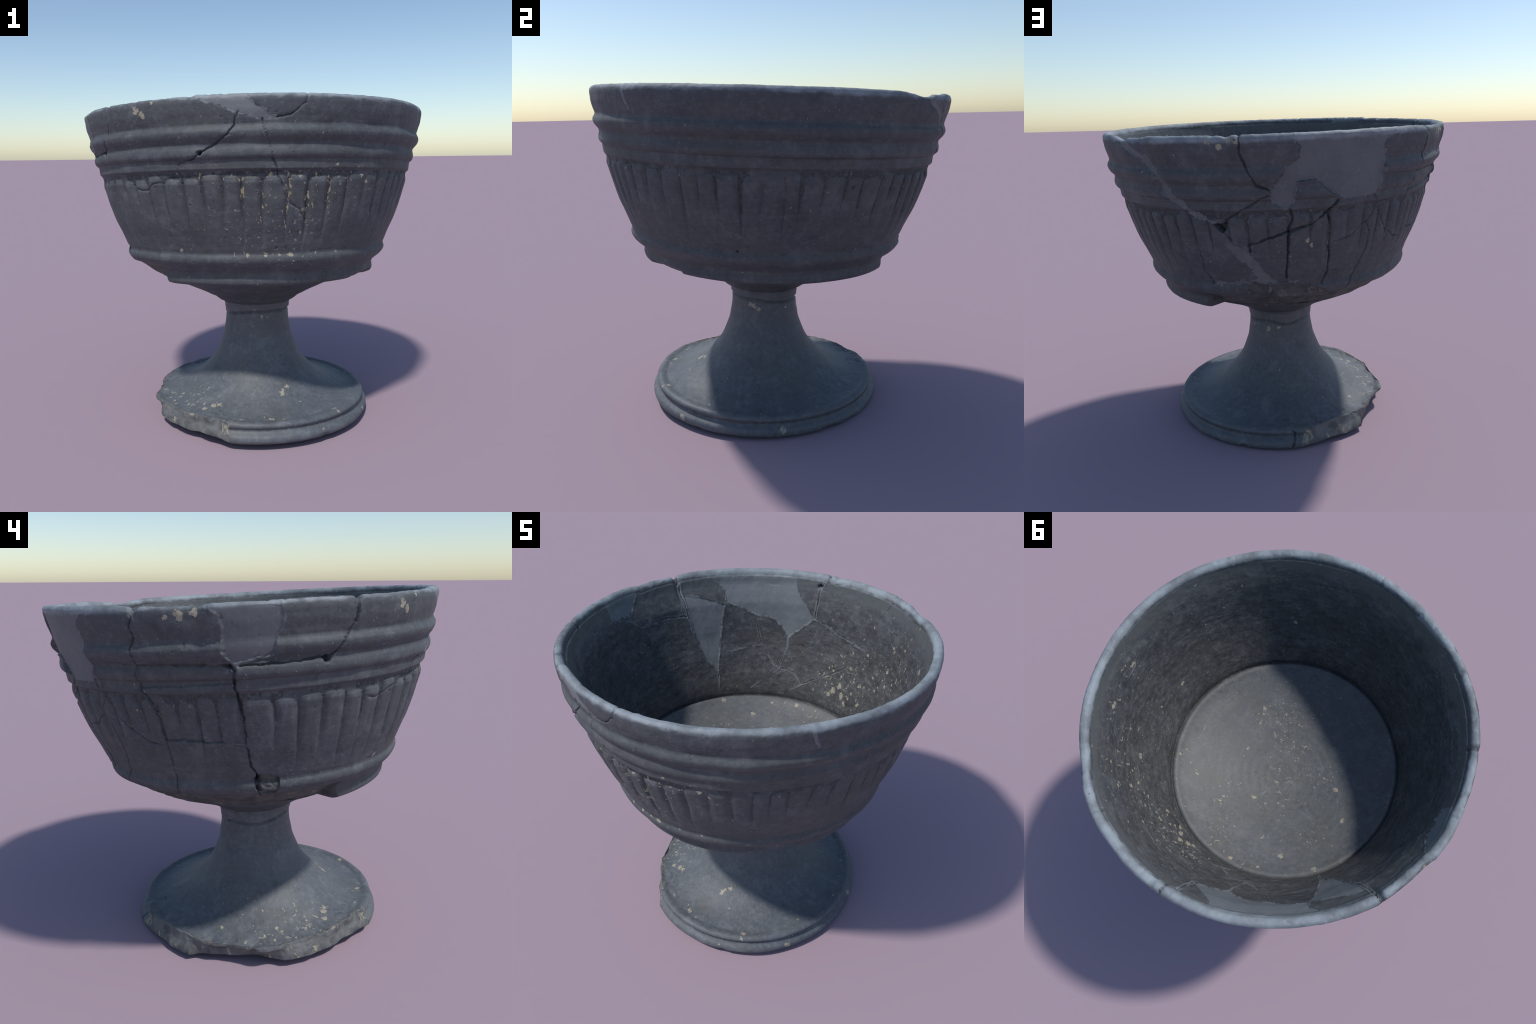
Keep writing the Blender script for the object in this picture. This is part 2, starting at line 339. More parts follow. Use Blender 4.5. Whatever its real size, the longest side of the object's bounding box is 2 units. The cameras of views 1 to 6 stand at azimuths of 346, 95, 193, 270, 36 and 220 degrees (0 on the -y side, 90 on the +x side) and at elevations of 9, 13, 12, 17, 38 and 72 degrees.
# gaps where joints meet
for a0, h0, rad_m, deep in ((-119.2, 1.538, .010, .035), (-159.3, 1.563, .014, .032), (-178.0, 1.05, .012, .03), (-56, .868, .010, .02), (-5, 1.05, .007, .012), (31, 1.375, .006, .010), (-96, 1.07, .007, .007)):
    x, y = local(a0)
    r -= deep * smooth(rad_m * 1.3, rad_m * .4, np.hypot(x, y - h0))
k = smooth(.0, .008, area([(83.2, 1.388), (88.2, 1.400), (87.4, 1.355), (86.2, 1.338)]))
r -= .055 * k
# sherds standing a hair proud of, or behind, their neighbours
for pts, off in (([(153.6, 1.578), (177.4, 1.567), (179.2, 1.42), (179.6, 1.23), (155.6, 1.24), (155.9, 1.33), (152.9, 1.46)], -.006),
                 ([(153.4, 1.578), (177.4, 1.567), (178.4, 1.49), (153.0, 1.48)], -.007), ([(138, 1.60), (153.4, 1.578), (153, 1.47), (138, 1.44)], -.005),
                 ([(154, 1.585), (177, 1.578), (173, 1.84), (156.4, 1.84), (155.2, 1.69)], -.004),
                 ([(155.3, 1.235), (179.6, 1.222), (-179.2, 1.112), (-178, .96), (155, .96)], -.003),
                 ([(-170, 1.84), (-170, 1.72), (-172, 1.62), (-177, 1.575), (-160, 1.568), (-155, 1.64), (-152.4, 1.74), (-152, 1.84)], -.005),
                 ([(101, 1.40), (107, 1.34), (106.4, 1.05), (94, 1.05), (94, 1.28)], -.004),
                 ([(107.5, 1.33), (120, 1.40), (121.5, 1.1), (119.6, 1.03), (106.5, 1.05)], .003)):
    r += off * smooth(-.001, .003, area(pts)) * outside
# fine surface: pits and tooling
r -= .0020 * smooth(.74, .92, value_noise(p * 60, 111)) * smooth(.85, .95, h)
r += .0008 * grain[bs] * (1 - .7 * filler[bs])
R[bs] = r

# ------------------------------------------------------------------ rim line: height and radius wander
up = smooth(1.60, 1.79, H0) * (np.arange(M) < i_floor)[:, None]
top = np.clip(up, 0, 1)
DZ = [(-180, -.003), (-171, -.006), (-168, -.003), (-156, -.006), (-141, -.010), (-128, -.008), (-122.4, -.008), (-120.8, -.012), (-119, -.002), (-105, -.004), (-88, -.003), (-60, -.001), (-30, .003), (0, .004), (30, .008), (44, .006), (48, -.004), (52, -.013), (55.5, -.008), (57, .002), (62, .003), (65, .012), (88, .014), (90.5, .006), (92, .013), (110, .014), (140, .012), (150, .006), (154, .002), (158, .000), (165, -.003), (170, -.009), (172, -.009), (175, -.003)]
DR = [(-120, -.005), (-111, -.014), (-104, -.010), (-95, -.006), (-80, -.002), (-60, 0), (-40, .002), (-24, .003), (-12, .005), (0, .006), (10, .005), (20, .003), (35, .003), (46, .001), (55, .006), (64, .007), (75, .003), (90, .002), (120, -.001), (150, .003), (156, .008), (166, .003), (171, .001), (175, .010), (-178, .009), (-172, -.001), (-150, -.004), (-135, -.006)]
dz = table(T, DZ) - .0008 + .0015 * value_noise(P0 * 22, 121) + .0012 * value_noise(P0 * 60, 122)
for a0, wd, dep in ((156.2, 1.0, .024), (-151.8, .9, .014), (94.2, .5, .008), (-88.4, .4, .004), (64.3, .6, .006), (171.4, .8, .004), (91.4, .9, .005), (87, .7, .004)):
    dz -= dep * np.exp(-(wrap(T - a0) / wd) ** 2)
H += top * dz
R += table(T, DR) * smooth(1.35, 1.75, H0) * (np.arange(M) < i_floor)[:, None]
lipz = ((np.arange(M) >= i_lip - 4) & (np.arange(M) < i_in + 10))[:, None]
R += lipz * .0010 * value_noise(P0 * 30, 123)
H -= lipz * (.003 * smooth(.5, .85, value_noise(P0 * 26, 124)) + .007 * smooth(.55, .8, value_noise(P0 * 12, 125))) * smooth(60, 100, np.abs(T))

# ------------------------------------------------------------------ bowl, inside
ns = slice(i_in, i_floor)
th, h, p = T[ns], H0[ns], P0[ns]
r = R[ns].copy()
wob = .004 * value_noise(p * 30, 131) + .002 * value_noise(p * 80, 132)
wob2 = .004 * value_noise(p * 30, 133) + .002 * value_noise(p * 80, 134)
ARC = .85
IN_BACK = [(142, 1.84), (141.5, 1.76), (137.2, 1.70), (136.8, 1.63), (132.0, 1.595), (124.3, 1.545), (115.7, 1.525), (111.5, 1.46), (108.3, 1.414), (101.5, 1.50), (97.5, 1.552), (101.5, 1.62), (106.5, 1.70), (107, 1.76), (108.5, 1.84)]
IN_WEDGE = [(154.6, 1.693), (146, 1.66), (137.2, 1.616), (138.6, 1.52), (140.1, 1.417), (142.6, 1.25), (143.5, 1.18), (146, 1.24), (149.1, 1.285), (152.7, 1.462)]
IN_SIDE = [(173, 1.84), (174, 1.76), (179.0, 1.663), (-176, 1.66), (-170.4, 1.68), (-170.4, 1.84)]
in_filler = np.zeros(th.shape, bool)
for pts in (IN_BACK, IN_WEDGE, IN_SIDE):
    a = area(pts)
    r += (.003 * smooth(-.004, .004, a) - .003 * smooth(.007, .0, np.abs(a))) * smooth(1.765, 1.73, h)
    in_filler |= a + .008 * value_noise(p * 22, 137) + .010 * value_noise(p * 80, 138) > 0
IN_JOINTS = [([(-170.4, 1.675), (-176.8, 1.664), (178, 1.61), (175.8, 1.578), (165, 1.585), (154.5, 1.571)], .004, .010),
             ([(155.4, 1.84), (155.3, 1.695), (154.2, 1.62), (152.7, 1.462)], .004, .010),
             ([(139.1, 1.320), (130, 1.335), (121.1, 1.356)], .003, .007),
             ([(124.3, 1.545), (121.2, 1.367), (115.2, 1.245), (111.7, 1.217), (104.8, 1.209), (98.4, 1.142), (90, 1.20), (80.7, 1.280), (69.7, 1.390)], .0035, .009),
             ([(126, 1.085), (111.7, 1.217)], .003, .008),
             ([(98.4, 1.142), (103, 1.10), (105, 1.085)], .003, .006),
             ([(97.5, 1.552), (92, 1.53), (85.1, 1.493), (69.8, 1.462)], .003, .007),
             ([(108.3, 1.414), (108.7, 1.360), (111.7, 1.217)], .003, .006),
             ([(143.5, 1.18), (144, 1.10)], .003, .005),
             ([(96.5, 1.80), (95.6, 1.77), (97.1, 1.728), (97.4, 1.62), (97.5, 1.552)], .004, .010),
             ([(64.5, 1.84), (63.5, 1.779), (65.5, 1.72)], .004, .009),
             ([(-88.4, 1.84), (-91, 1.74), (-97, 1.66)], .003, .005),
             ([(-112, 1.66), (-103, 1.53), (-92, 1.36), (-84, 1.24)], .0025, .003)]
glue = np.zeros(th.shape, bool)
for pts, w, deep in IN_JOINTS:
    d = line_dist(pts)
    w = w * np.clip(.7 + .6 * value_noise(p * 14, 143), .2, 1.2)
    r += .42 * deep * (1 - smooth(w * .3, w * 1.2, d))
    r -= .0014 * smooth(.006, .0, np.abs(d - w * 2.2))                       # squeezed-out adhesive beside the joint
    glue |= np.abs(d - w * 2.0) < .0030 + .003 * value_noise(p * 25, 141)
glue &= (th > 60) | (th < -165)
x, y = local(97.4)
r += .022 * smooth(.018, .004, np.hypot(x * .8, y - 1.74))
filler[ns] = in_filler | glue
r += .0022 * soft[ns] + .0009 * grain[ns]
r += .0008 * value_noise(p * np.array((4., 4., 28.)), 151)   # uneven throwing lines
# the mended side is thicker than the rest
r -= table(th, [(-180, .009), (-165, .007), (-150, .006), (-135, .007), (-115, .004), (-60, 0), (-30, -.004), (-5, -.002), (20, 0), (45, 0), (90, .001), (115, .008), (130, .019), (148, .026), (165, .017)]) * np.interp(h, [1.03, 1.10, 1.2, 1.3, 1.45, 1.62, 1.72], [.1, .2, .5, .9, 1., .8, .2])
R[ns] = r
# the floor keeps faint concentric turning
ls = slice(i_floor, M)
H[ls] += .0006 * np.sin(R0[ls] * 120 + soft[ls]) * smooth(.6, .5, R0[ls]) + .0015 * soft[ls]
R[ls] += .0015 * soft[ls] * smooth(.3, .66, R0[ls])

# ------------------------------------------------------------------ mesh arrays
P = place(R, T, H) + np.array((0., 0., LIFT))
P[..., 2] = np.maximum(P[..., 2], .0)             # it stands on its bearing edge
flatP = P.reshape(-1, 3)
idx = np.arange(M * N).reshape(M, N)
nxt = np.roll(idx, -1, 1)
quads = np.stack([idx[:-1], nxt[:-1], nxt[1:], idx[1:]], -1)                  # (M-1, N, 4)
a, b, c, d4 = (P.reshape(-1, 3)[quads[..., k]] for k in range(4))
fn = np.cross(c - a, d4 - b)
vn = np.zeros((M, N, 3))
vn[:-1] += fn; vn[1:] += fn
vn[:-1] += np.roll(fn, 1, 1); vn[1:] += np.roll(fn, 1, 1)
vn /= np.linalg.norm(vn, axis=-1, keepdims=True) + 1e-12
# outward on the outside? flip everything if the wall normals point inwards
iw = i_wall + 20
if (vn[iw] * (P[iw] - P[iw].mean(0))).sum() < 0:
    quads = quads[..., ::-1]
    vn = -vn
flatN = vn.reshape(-1, 3)

part = np.repeat(row_part[:, None], N, 1).astype(object)
face_fill = filler[:-1] & filler[1:]
face_frac = fracture[:-1] & fracture[1:]
face_tong = np.where((tongue[:-1] == tongue[1:]), tongue[:-1], 0)
outer_fill = face_fill & (np.arange(M - 1) < i_in)[:, None]
inner_fill = face_fill & (np.arange(M - 1) >= i_in)[:, None]
part[(face_tong > 0) & (part == "fluted_wall")] = "tongue"
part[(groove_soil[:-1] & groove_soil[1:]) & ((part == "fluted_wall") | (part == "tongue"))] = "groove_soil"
part[face_fill] = "filler_patch"
part[face_frac] = "broken_edge"

# ------------------------------------------------------------------ materials
class Nodes:
    """tiny helper to write shader graphs as expressions"""
    def __init__(self, name):
        self.mat = bpy.data.materials.new(name)
        self.mat.use_nodes = True
        self.t = self.mat.node_tree
        self.bsdf = self.t.nodes["Principled BSDF"]
        self.co = self.t.nodes.new("ShaderNodeTexCoord").outputs["Object"]
    def put(self, sock, v):
        if isinstance(v, bpy.types.NodeSocket):
            self.t.links.new(v, sock)
        else:
            sock.default_value = v
    def math(self, op, a, b=0., clamp=False):
        n = self.t.nodes.new("ShaderNodeMath"); n.operation = op; n.use_clamp = clamp
        self.put(n.inputs[0], a); self.put(n.inputs[1], b)
        return n.outputs[0]
    def ramp(self, x, lo, hi):
        n = self.t.nodes.new("ShaderNodeMapRange"); n.interpolation_type = "SMOOTHSTEP"
        self.put(n.inputs["Value"], x)
        n.inputs["From Min"].default_value = lo; n.inputs["From Max"].default_value = hi
        return n.outputs["Result"]
    def mapped(self, scale, shift=(0, 0, 0)):
        n = self.t.nodes.new("ShaderNodeMapping")
        self.put(n.inputs["Vector"], self.co)
        n.inputs["Scale"].default_value = scale; n.inputs["Location"].default_value = shift
        return n.outputs[0]
    def noise(self, scale, detail=3., rough=.55, vec=None, out="Fac", distort=0.):
        n = self.t.nodes.new("ShaderNodeTexNoise")
        self.put(n.inputs["Vector"], vec if vec is not None else self.co)
        n.inputs["Scale"].default_value = scale; n.inputs["Detail"].default_value = detail
        n.inputs["Roughness"].default_value = rough; n.inputs["Distortion"].default_value = distort
        return n.outputs[out]
    def mix(self, fac, a, b):
        n = self.t.nodes.new("ShaderNodeMix"); n.data_type = "RGBA"
        self.put(n.inputs[0], fac)
        self.put(n.inputs[6], a if isinstance(a, bpy.types.NodeSocket) else (*a, 1.))
        self.put(n.inputs[7], b if isinstance(b, bpy.types.NodeSocket) else (*b, 1.))
        return n.outputs[2]
    def warped(self, scale, amount):
        """object coordinates shaken by noise, for ragged masks"""
        n = self.t.nodes.new("ShaderNodeVectorMath"); n.operation = "MULTIPLY_ADD"
        self.put(n.inputs[0], self.noise(scale, 3., .6, out="Color"))
        n.inputs[1].default_value = (amount,) * 3
        s = self.t.nodes.new("ShaderNodeVectorMath"); s.operation = "ADD"
        self.put(s.inputs[0], self.co); s.inputs[1].default_value = (-.5 * amount,) * 3
        self.t.links.new(s.outputs[0], n.inputs[2])
        return n.outputs[0]
    def near(self, vec, loc, lo, hi):
        """1 at loc, falling to 0 between distances lo and hi"""
        n = self.t.nodes.new("ShaderNodeVectorMath"); n.operation = "DISTANCE"
        self.put(n.inputs[0], vec); n.inputs[1].default_value = loc
        return self.ramp(n.outputs["Value"], hi, lo)
    def most(self, masks):
        out = masks[0]
        for m in masks[1:]:
            out = self.math("MAXIMUM", out, m)
        return out
    def up_axis(self):
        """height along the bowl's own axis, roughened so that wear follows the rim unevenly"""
        n = self.t.nodes.new("ShaderNodeVectorMath"); n.operation = "DOT_PRODUCT"
        self.put(n.inputs[0], self.co); n.inputs[1].default_value = tuple(BOWL_AXIS)
        h = self.math("ADD", n.outputs["Value"], .7 - float(BOWL_C @ BOWL_AXIS))
        return self.math("ADD", h, self.math("MULTIPLY", self.math("SUBTRACT", self.noise(11., 4., .65), .5), .04))
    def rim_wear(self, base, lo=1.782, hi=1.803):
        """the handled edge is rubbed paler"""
        m = self.math("MULTIPLY", self.ramp(self.up_axis(), lo, hi), self.math("ADD", self.math("MULTIPLY", self.ramp(self.noise(7., 5., .6), .32, .64), .60), .36))
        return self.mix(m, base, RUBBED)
    def bump(self, height, strength, dist=.004):
        n = self.t.nodes.new("ShaderNodeBump")
        n.inputs["Strength"].default_value = strength; n.inputs["Distance"].default_value = dist
        self.put(n.inputs["Height"], height)
        self.t.links.new(n.outputs[0], self.bsdf.inputs["Normal"])

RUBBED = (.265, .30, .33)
TAN = (.37, .31, .205)
PALE = (.30, .30, .265)
BR, BH = np.array(rows_r), np.array(rows_h)
def spot_xyz(a, h, inside=False, foot_r=None):
    if foot_r is not None:
        k = slice(i_foot + 20, first["stem"])
        h = float(np.interp(-foot_r, -BR[k], BH[k])); rr = foot_r
    else:
        k = slice(i_in, i_floor) if inside else slice(i_cone, i_lip)
        o = np.argsort(BH[k]); rr = float(np.interp(h, BH[k][o], BR[k][o]))
    return tuple(place(rr, a, h))

def clay(name, dark, mid, light, specks=.0, spots=(), regions=(), streaks=0., rough=.62, bump=.35, speck_scale=30., soil=.4, inside=None, scuff=.3):
    g = Nodes(name)
    big = g.noise(2.3, 5., .65)
    fine = g.noise(38., 4., .65)
    sweep = g.noise(3., 4., .6, g.mapped((1.4, 1.4, 26.)))
    base = g.mix(g.ramp(big, .34, .66), mid, tuple(m * f for m, f in zip(mid, (.90, .93, 1.0))))
    base = g.mix(g.math("MULTIPLY", g.ramp(fine, .50, .74), .55), base, light)
    base = g.mix(g.math("MULTIPLY", g.ramp(fine, .48, .27), .60), base, dark)
    if streaks:
        base = g.mix(g.math("MULTIPLY", g.ramp(sweep, .48, .70), streaks), base, light)
        base = g.mix(g.math("MULTIPLY", g.ramp(sweep, .50, .28), streaks), base, dark)
    mottle = g.noise(9., 5., .65)
    base = g.mix(g.math("MULTIPLY", g.ramp(mottle, .50, .70), .5), base, light)
    base = g.mix(g.math("MULTIPLY", g.ramp(mottle, .46, .28), .5), base, dark)
    # fine scratches and scuffs
    for k, (sc, sh) in enumerate((((5., 5., 14.), (1, 2, 3)), ((9., 4., 20.), (6, 1, 4)))):
        n = g.noise(1.6, 2., .5, g.mapped(sc, sh), distort=1.2)
        line = g.ramp(g.math("ABSOLUTE", g.math("SUBTRACT", n, .5)), .006, .001)
        base = g.mix(g.math("MULTIPLY", g.math("MULTIPLY", line, g.ramp(g.noise(5., 2., .5, g.mapped((1, 1, 1), sh)), .46, .58)), scuff), base, tuple(1.5 * c for c in light))
    # brownish soil film in broad patches
    base = g.mix(g.math("MULTIPLY", g.ramp(g.noise(4.5, 4., .6, g.mapped((1, 1, 1), (3, 1, 7))), .50, .68), soil), base, tuple(m * f for m, f in zip(mid, (1.03, .98, .87))))
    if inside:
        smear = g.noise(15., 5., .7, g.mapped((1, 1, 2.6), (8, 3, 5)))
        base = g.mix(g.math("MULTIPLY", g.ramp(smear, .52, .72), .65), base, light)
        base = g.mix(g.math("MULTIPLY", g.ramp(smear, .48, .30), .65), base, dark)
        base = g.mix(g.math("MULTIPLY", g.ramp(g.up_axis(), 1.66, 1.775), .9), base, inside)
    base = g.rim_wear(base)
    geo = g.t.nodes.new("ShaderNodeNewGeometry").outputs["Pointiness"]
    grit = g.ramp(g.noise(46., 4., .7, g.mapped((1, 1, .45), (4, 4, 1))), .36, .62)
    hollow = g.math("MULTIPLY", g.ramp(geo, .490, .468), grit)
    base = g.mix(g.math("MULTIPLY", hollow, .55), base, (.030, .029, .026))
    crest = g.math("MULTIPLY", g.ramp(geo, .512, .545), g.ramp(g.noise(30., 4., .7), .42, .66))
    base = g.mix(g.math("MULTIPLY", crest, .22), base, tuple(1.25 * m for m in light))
    # pale lime specks, thicker in named regions
    where = g.ramp(g.noise(3.4, 2., .5, g.mapped((1, 1, 1), (5, 9, 2))), .42, .68)
    amount = g.math("MULTIPLY", where, specks)
    for loc, lo, hi, much in regions:
        amount = g.math("ADD", amount, g.math("MULTIPLY", g.near(g.co, loc, lo, hi), much))
    dots = g.noise(speck_scale, 3., .6, g.mapped((1, 1, .8), (2, 4, 8)))
    level = g.math("ADD", dots, g.math("MULTIPLY", amount, .12))
    masks = [g.ramp(level, .715, .755)]
    tiny = g.noise(85., 2., .5)
    masks.append(g.math("MULTIPLY", g.ramp(g.math("ADD", tiny, g.math("MULTIPLY", amount, .06)), .73, .77), .75))
    if spots:
        w = g.warped(30., .040)
        hits = g.most([g.near(w, loc, size * .2, size * 1.15) for loc, size in spots])
        ragged = g.math("MULTIPLY", g.math("SUBTRACT", g.noise(75., 4., .7), .5), 2.2)
        masks.append(g.ramp(g.math("ADD", hits, ragged), .42, .70))
    crumb = g.ramp(g.noise(60., 3., .6), .30, .55)
    tan = g.mix(g.noise(14., 2.), TAN, PALE)
    lime = g.math("MULTIPLY", g.most(masks), g.math("ADD", g.math("MULTIPLY", crumb, .6), .35), True)
    base = g.mix(lime, base, tan)
    pits = g.ramp(g.noise(62., 2., .5, g.mapped((1, 1, 1), (9, 9, 1))), .74, .78)
    base = g.mix(g.math("MULTIPLY", pits, .75), base, tuple(.35 * c for c in dark))
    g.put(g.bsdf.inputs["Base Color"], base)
    g.put(g.bsdf.inputs["Roughness"], g.math("ADD", g.math("MULTIPLY", fine, .25), rough - .17))
    g.bsdf.inputs["Specular IOR Level"].default_value = .4
    height = g.math("ADD", g.math("MULTIPLY", fine, .8), g.math("ADD", g.math("MULTIPLY", g.noise(130., 3.), .5), g.math("MULTIPLY", lime, .5)))
    g.bump(height, bump)
    return g.mat

S = spot_xyz
WALL_SPOTS = [(S(-138.1, 1.753), .030), (S(-136, 1.735), .024), (S(-132.6, 1.785), .014), (S(-87, 1.32), .020), (S(-87.5, 1.27), .020), (S(-93.3, 1.38), .024), (S(-92.6, 1.35), .016), (S(-93, 1.42), .018),
              (S(-89.7, 1.438), .022), (S(-86.7, 1.43), .018), (S(-101, 1.40), .014), (S(-101.3, 1.34), .013), (S(-80, 1.40), .012), (S(-113.7, 1.36), .012), (S(-132.3, 1.062), .016), (S(-111.4, 1.046), .014), (S(-106.7, 1.043), .014), (S(-99.8, 1.041), .016), (S(-90.8, 1.038), .022), (S(-95, 1.04), .014),
              (S(-81, 1.04), .011), (S(-71.7, 1.038), .013), (S(-120, 1.33), .011), (S(113.5, 1.296), .022), (S(114.5, 1.27), .018), (S(91.5, 1.795), .026), (S(85.5, 1.795), .022), (S(88.8, 1.775), .022), (S(93.6, 1.79), .018), (S(167.2, 1.772), .028), (S(170.6, 1.775), .024), (S(164, 1.765), .018), (S(151, 1.386), .016), (S(151.5, 1.35), .013),
              (S(-73.5, 1.42), .014), (S(-67.5, 1.43), .014), (S(-65, 1.40), .012), (S(-3.5, 1.39), .012), (S(-10, 1.40), .010), (S(14.5, 1.42), .013), (S(179.6, 1.26), .012), (S(-179.5, 1.13), .012), (S(58, 1.10), .009)]
WALL_REGIONS = [(S(-92, 1.30), .15, .50, .38), (S(-98, 1.03), .05, .42, .40), (S(-75, 1.40), .05, .35, .30), (S(150, 1.4), .05, .3, .2)]
FOOT_SPOTS = [(S(a, 0, foot_r=b), s) for a, b, s in ((-83, .40, .026), (-80, .385, .018), (-134, .50, .028), (-138, .54, .024), (-131, .48, .018), (-113, .595, .020), (-96, .59, .020), (-59, .628, .022), (-72, .475, .014), (-115, .54, .010), (-166, .53, .016), (-164, .57, .016), (-149, .61, .016), (-176, .55, .018), (-171, .58, .017), (-160, .59, .014), (-154, .61, .014), (158, .51, .014), (163, .62, .022), (-90, .605, .012), (-25, .59, .014), (4, .62, .014), (20, .60, .015), (-76, .37, .020), (-100, .57, .014), (34, .61, .012), (60, .60, .014), (-141, .51, .016), (178, .60, .015), (-169, .50, .014), (-60, .66, .016))]
FOOT_SPOTS += [(tuple(place(.684, -36, .05)), .024), (tuple(place(.678, 14, .06)), .026), (tuple(place(.68, -72, .065)), .014), (tuple(place(.667, -86, .10)), .014)]
FOOT_SPOTS += [(tuple(place(.198, a, b)), s) for a, b, s in ((-20, .60, .018), (-12, .595, .022), (-4, .575, .020), (-8, .555, .012), (45, .575, .014), (80, .565, .020), (100, .572, .018), (-95, .61, .012), (-85, .60, .012), (-110, .65, .010))]
FOOT_REGIONS = [(tuple(place(.60, -170, .10)), .10, .40, .60), (tuple(place(.60, -140, .10)), .10, .30, .4)]
IN_SPOTS = [(S(a, b, True), s) for a, b, s in ((79.8, 1.17, .032), (77, 1.21, .028), (82, 1.14, .024), (74, 1.16, .026), (70.5, 1.13, .022), (74.2, 1.334, .020), (67.5, 1.454, .014), (52.6, 1.445, .017), (53.3, 1.563, .018), (26.3, 1.64, .022), (9.4, 1.63, .022), (-.6, 1.23, .022), (38.2, 1.33, .024), (54, 1.58, .018), (50.5, 1.36, .018), (61.9, 1.17, .020), (86, 1.23, .020), (66, 1.27, .018), (60, 1.36, .016), (-58.7, 1.34, .016), (46, 1.62, .016), (30, 1.45, .012))]
IN_REGIONS = [(S(58, 1.42, True),   .12, .62, .48), (S(78, 1.15, True), .08, .35, .45), (S(15, 1.55, True), .05, .45, .4)]
FL_SPOTS = [(tuple(place(b, a, float(np.interp(b, [q[1] for q in FLOOR[::-1]], [q[0] for q in FLOOR[::-1]])))), s) for a, b, s in ((3, .29, .020), (84, .08, .018), (77, .26, .020), (-164, .35, .024), (174, .49, .020), (-36, .44, .018), (-34, .41, .016), (125, .55, .022), (113, .64, .016), (143, .665, .022), (97, .24, .015), (98, .655, .022), (85, .66, .018), (60, .655, .014), (30, .66, .016), (150, .5, .012), (110, .45, .013), (60, .42, .013), (40, .55, .013))]

DARK, MID, LIGHT = (.054, .060, .067), (.094, .102, .111), (.152, .163, .174)
shade = lambda c, f: tuple(f * x for x in c)
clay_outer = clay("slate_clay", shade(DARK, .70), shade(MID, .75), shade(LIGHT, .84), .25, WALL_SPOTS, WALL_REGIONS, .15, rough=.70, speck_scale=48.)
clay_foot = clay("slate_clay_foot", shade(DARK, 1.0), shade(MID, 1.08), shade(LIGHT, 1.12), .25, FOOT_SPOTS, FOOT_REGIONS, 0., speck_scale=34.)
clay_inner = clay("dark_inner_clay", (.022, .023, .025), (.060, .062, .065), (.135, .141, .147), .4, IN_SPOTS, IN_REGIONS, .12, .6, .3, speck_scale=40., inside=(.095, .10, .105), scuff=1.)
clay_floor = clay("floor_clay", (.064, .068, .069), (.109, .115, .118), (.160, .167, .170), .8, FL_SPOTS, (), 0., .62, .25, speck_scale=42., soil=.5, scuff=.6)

def filler_material(name, f):
    g = Nodes(name)
    base = g.mix(g.ramp(g.noise(5., 4., .6), .35, .65), shade((.105, .116, .126), f), shade((.128, .140, .150), f))
    base = g.mix(g.math("MULTIPLY", g.ramp(g.noise(48., 4., .6), .52, .74), .35), base, shade((.19, .20, .21), f))
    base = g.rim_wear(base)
    base = g.mix(g.ramp(g.noise(70., 2., .5), .745, .785), base, PALE)
    g.put(g.bsdf.inputs["Base Color"], base)
    g.bsdf.inputs["Roughness"].default_value = .6
    g.bsdf.inputs["Specular IOR Level"].default_value = .4
    g.bump(g.noise(60., 4.), .15)
    return g.mat

def fracture_material(name, f, dust):
    g = Nodes(name)
    m = g.noise(13., 5., .65, distort=.6)
    base = g.mix(g.ramp(m, .35, .62), shade((.070, .074, .076), f), shade((.135, .140, .140), f))
    base = g.mix(g.math("MULTIPLY", g.ramp(g.noise(20., 4., .6, g.mapped((1, 1, .6), (1, 2, 3)), distort=.8), .56, .68), dust), base, (.32, .29, .215))
    base = g.mix(g.math("MULTIPLY", g.ramp(g.noise(11., 3., .6, g.mapped((1, 1, 1), (7, 2, 3))), .66, .76), dust), base, (.30, .19, .11))
    g.put(g.bsdf.inputs["Base Color"], base)
    g.bsdf.inputs["Roughness"].default_value = .8
    g.bump(g.noise(34., 6., .7), .4, .006)
    return g.mat

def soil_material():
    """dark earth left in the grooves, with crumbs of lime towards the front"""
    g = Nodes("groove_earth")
    base = g.mix(g.ramp(g.noise(60., 4., .7), .35, .65), (.038, .041, .045), (.066, .072, .079))
    front = g.math("ADD", g.math("MULTIPLY", g.near(g.co, WALL_SPOTS[5][0], .12, .7), .12), .0)
    lime = g.ramp(g.math("ADD", g.noise(44., 3., .65, g.mapped((1, 1, .5), (1, 7, 3))), front), .66, .72)
    base = g.mix(g.math("MULTIPLY", lime, .85), base, TAN)
    g.put(g.bsdf.inputs["Base Color"], base)
    g.bsdf.inputs["Roughness"].default_value = .85
    g.bump(g.noise(80., 4., .7), .4)
    return g.mat

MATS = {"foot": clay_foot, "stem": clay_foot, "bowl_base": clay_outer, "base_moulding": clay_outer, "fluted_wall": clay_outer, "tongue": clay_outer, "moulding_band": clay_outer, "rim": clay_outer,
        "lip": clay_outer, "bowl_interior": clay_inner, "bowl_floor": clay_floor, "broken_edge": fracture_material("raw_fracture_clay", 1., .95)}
fill_outer, fill_inner = filler_material("toned_filler_plaster", 1.0), filler_material("grey_filler_plaster", 1.18)
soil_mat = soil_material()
fracture_bowl = fracture_material("dark_fracture_clay", .62, .35)

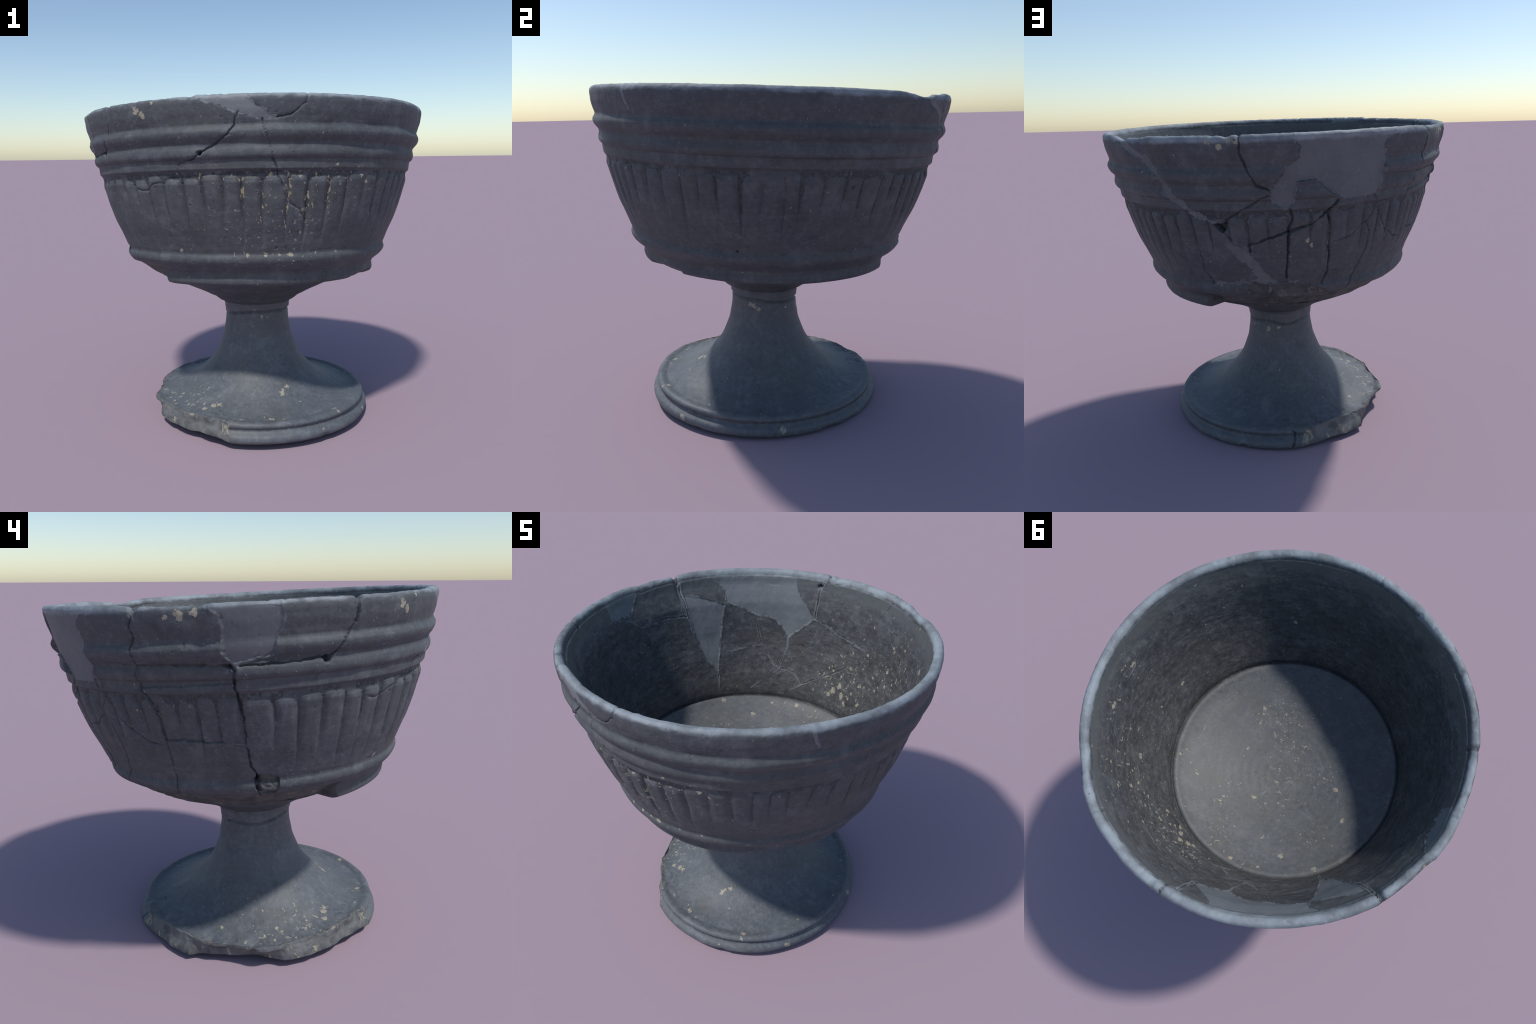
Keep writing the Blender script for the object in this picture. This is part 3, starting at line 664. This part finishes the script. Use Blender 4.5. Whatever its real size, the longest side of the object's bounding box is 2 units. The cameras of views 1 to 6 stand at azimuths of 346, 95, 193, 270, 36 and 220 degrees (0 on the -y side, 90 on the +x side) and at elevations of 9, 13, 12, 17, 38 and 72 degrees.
# ------------------------------------------------------------------ objects
root = bpy.data.objects.new("stemmed_bowl", None)
bpy.context.scene.collection.objects.link(root)
root["label"] = "mended dark grey fluted pottery bowl on stem"
root["category"] = "goblet"

def build(name, faces, mat, parent):
    used, inv = np.unique(faces.ravel(), return_inverse=True)
    me = bpy.data.meshes.new(name)
    me.vertices.add(len(used)); me.loops.add(faces.size); me.polygons.add(len(faces))
    me.vertices.foreach_set("co", flatP[used].astype(np.float32).ravel())
    me.loops.foreach_set("vertex_index", inv.astype(np.int32).ravel())
    me.polygons.foreach_set("loop_start", np.arange(0, faces.size, 4, dtype=np.int32))
    me.polygons.foreach_set("use_smooth", np.ones(len(faces), bool))
    me.update(calc_edges=True)
    me.normals_split_custom_set_from_vertices(flatN[used].astype(np.float32))
    me.materials.append(mat)
    ob = bpy.data.objects.new(name, me)
    bpy.context.scene.collection.objects.link(ob)
    ob.parent = parent
    return ob

parts = {}
for name in ("foot", "stem", "bowl_base", "base_moulding", "fluted_wall", "moulding_band", "rim", "lip", "bowl_interior", "bowl_floor"):
    parts[name] = build(name, quads[part == name], MATS[name], root)
is_foot = (np.arange(M - 1) < first["stem"])[:, None] & np.ones((1, N), bool)
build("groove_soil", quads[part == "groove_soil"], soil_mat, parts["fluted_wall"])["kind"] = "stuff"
build("broken_edge", quads[(part == "broken_edge") & is_foot], MATS["broken_edge"], root)
build("broken_edge", quads[(part == "broken_edge") & ~is_foot], fracture_bowl, root)
for c in range(1, len(GROOVES) + 1):
    sel = (part == "tongue") & (face_tong == c)
    if sel.sum() > 50:
        build("tongue", quads[sel], MATS["tongue"], parts["fluted_wall"])
    elif sel.any():
        part[sel] = "leftover"
if (part == "leftover").any():
    build("tongue", quads[part == "leftover"], MATS["tongue"], parts["fluted_wall"])
pale = pale_fill[:-1]
build("filler_patch", quads[(part == "filler_patch") & outer_fill & ~pale], fill_outer, root)
build("filler_patch", quads[(part == "filler_patch") & outer_fill & pale], fill_inner, root)
build("filler_patch", quads[(part == "filler_patch") & inner_fill], fill_inner, root)
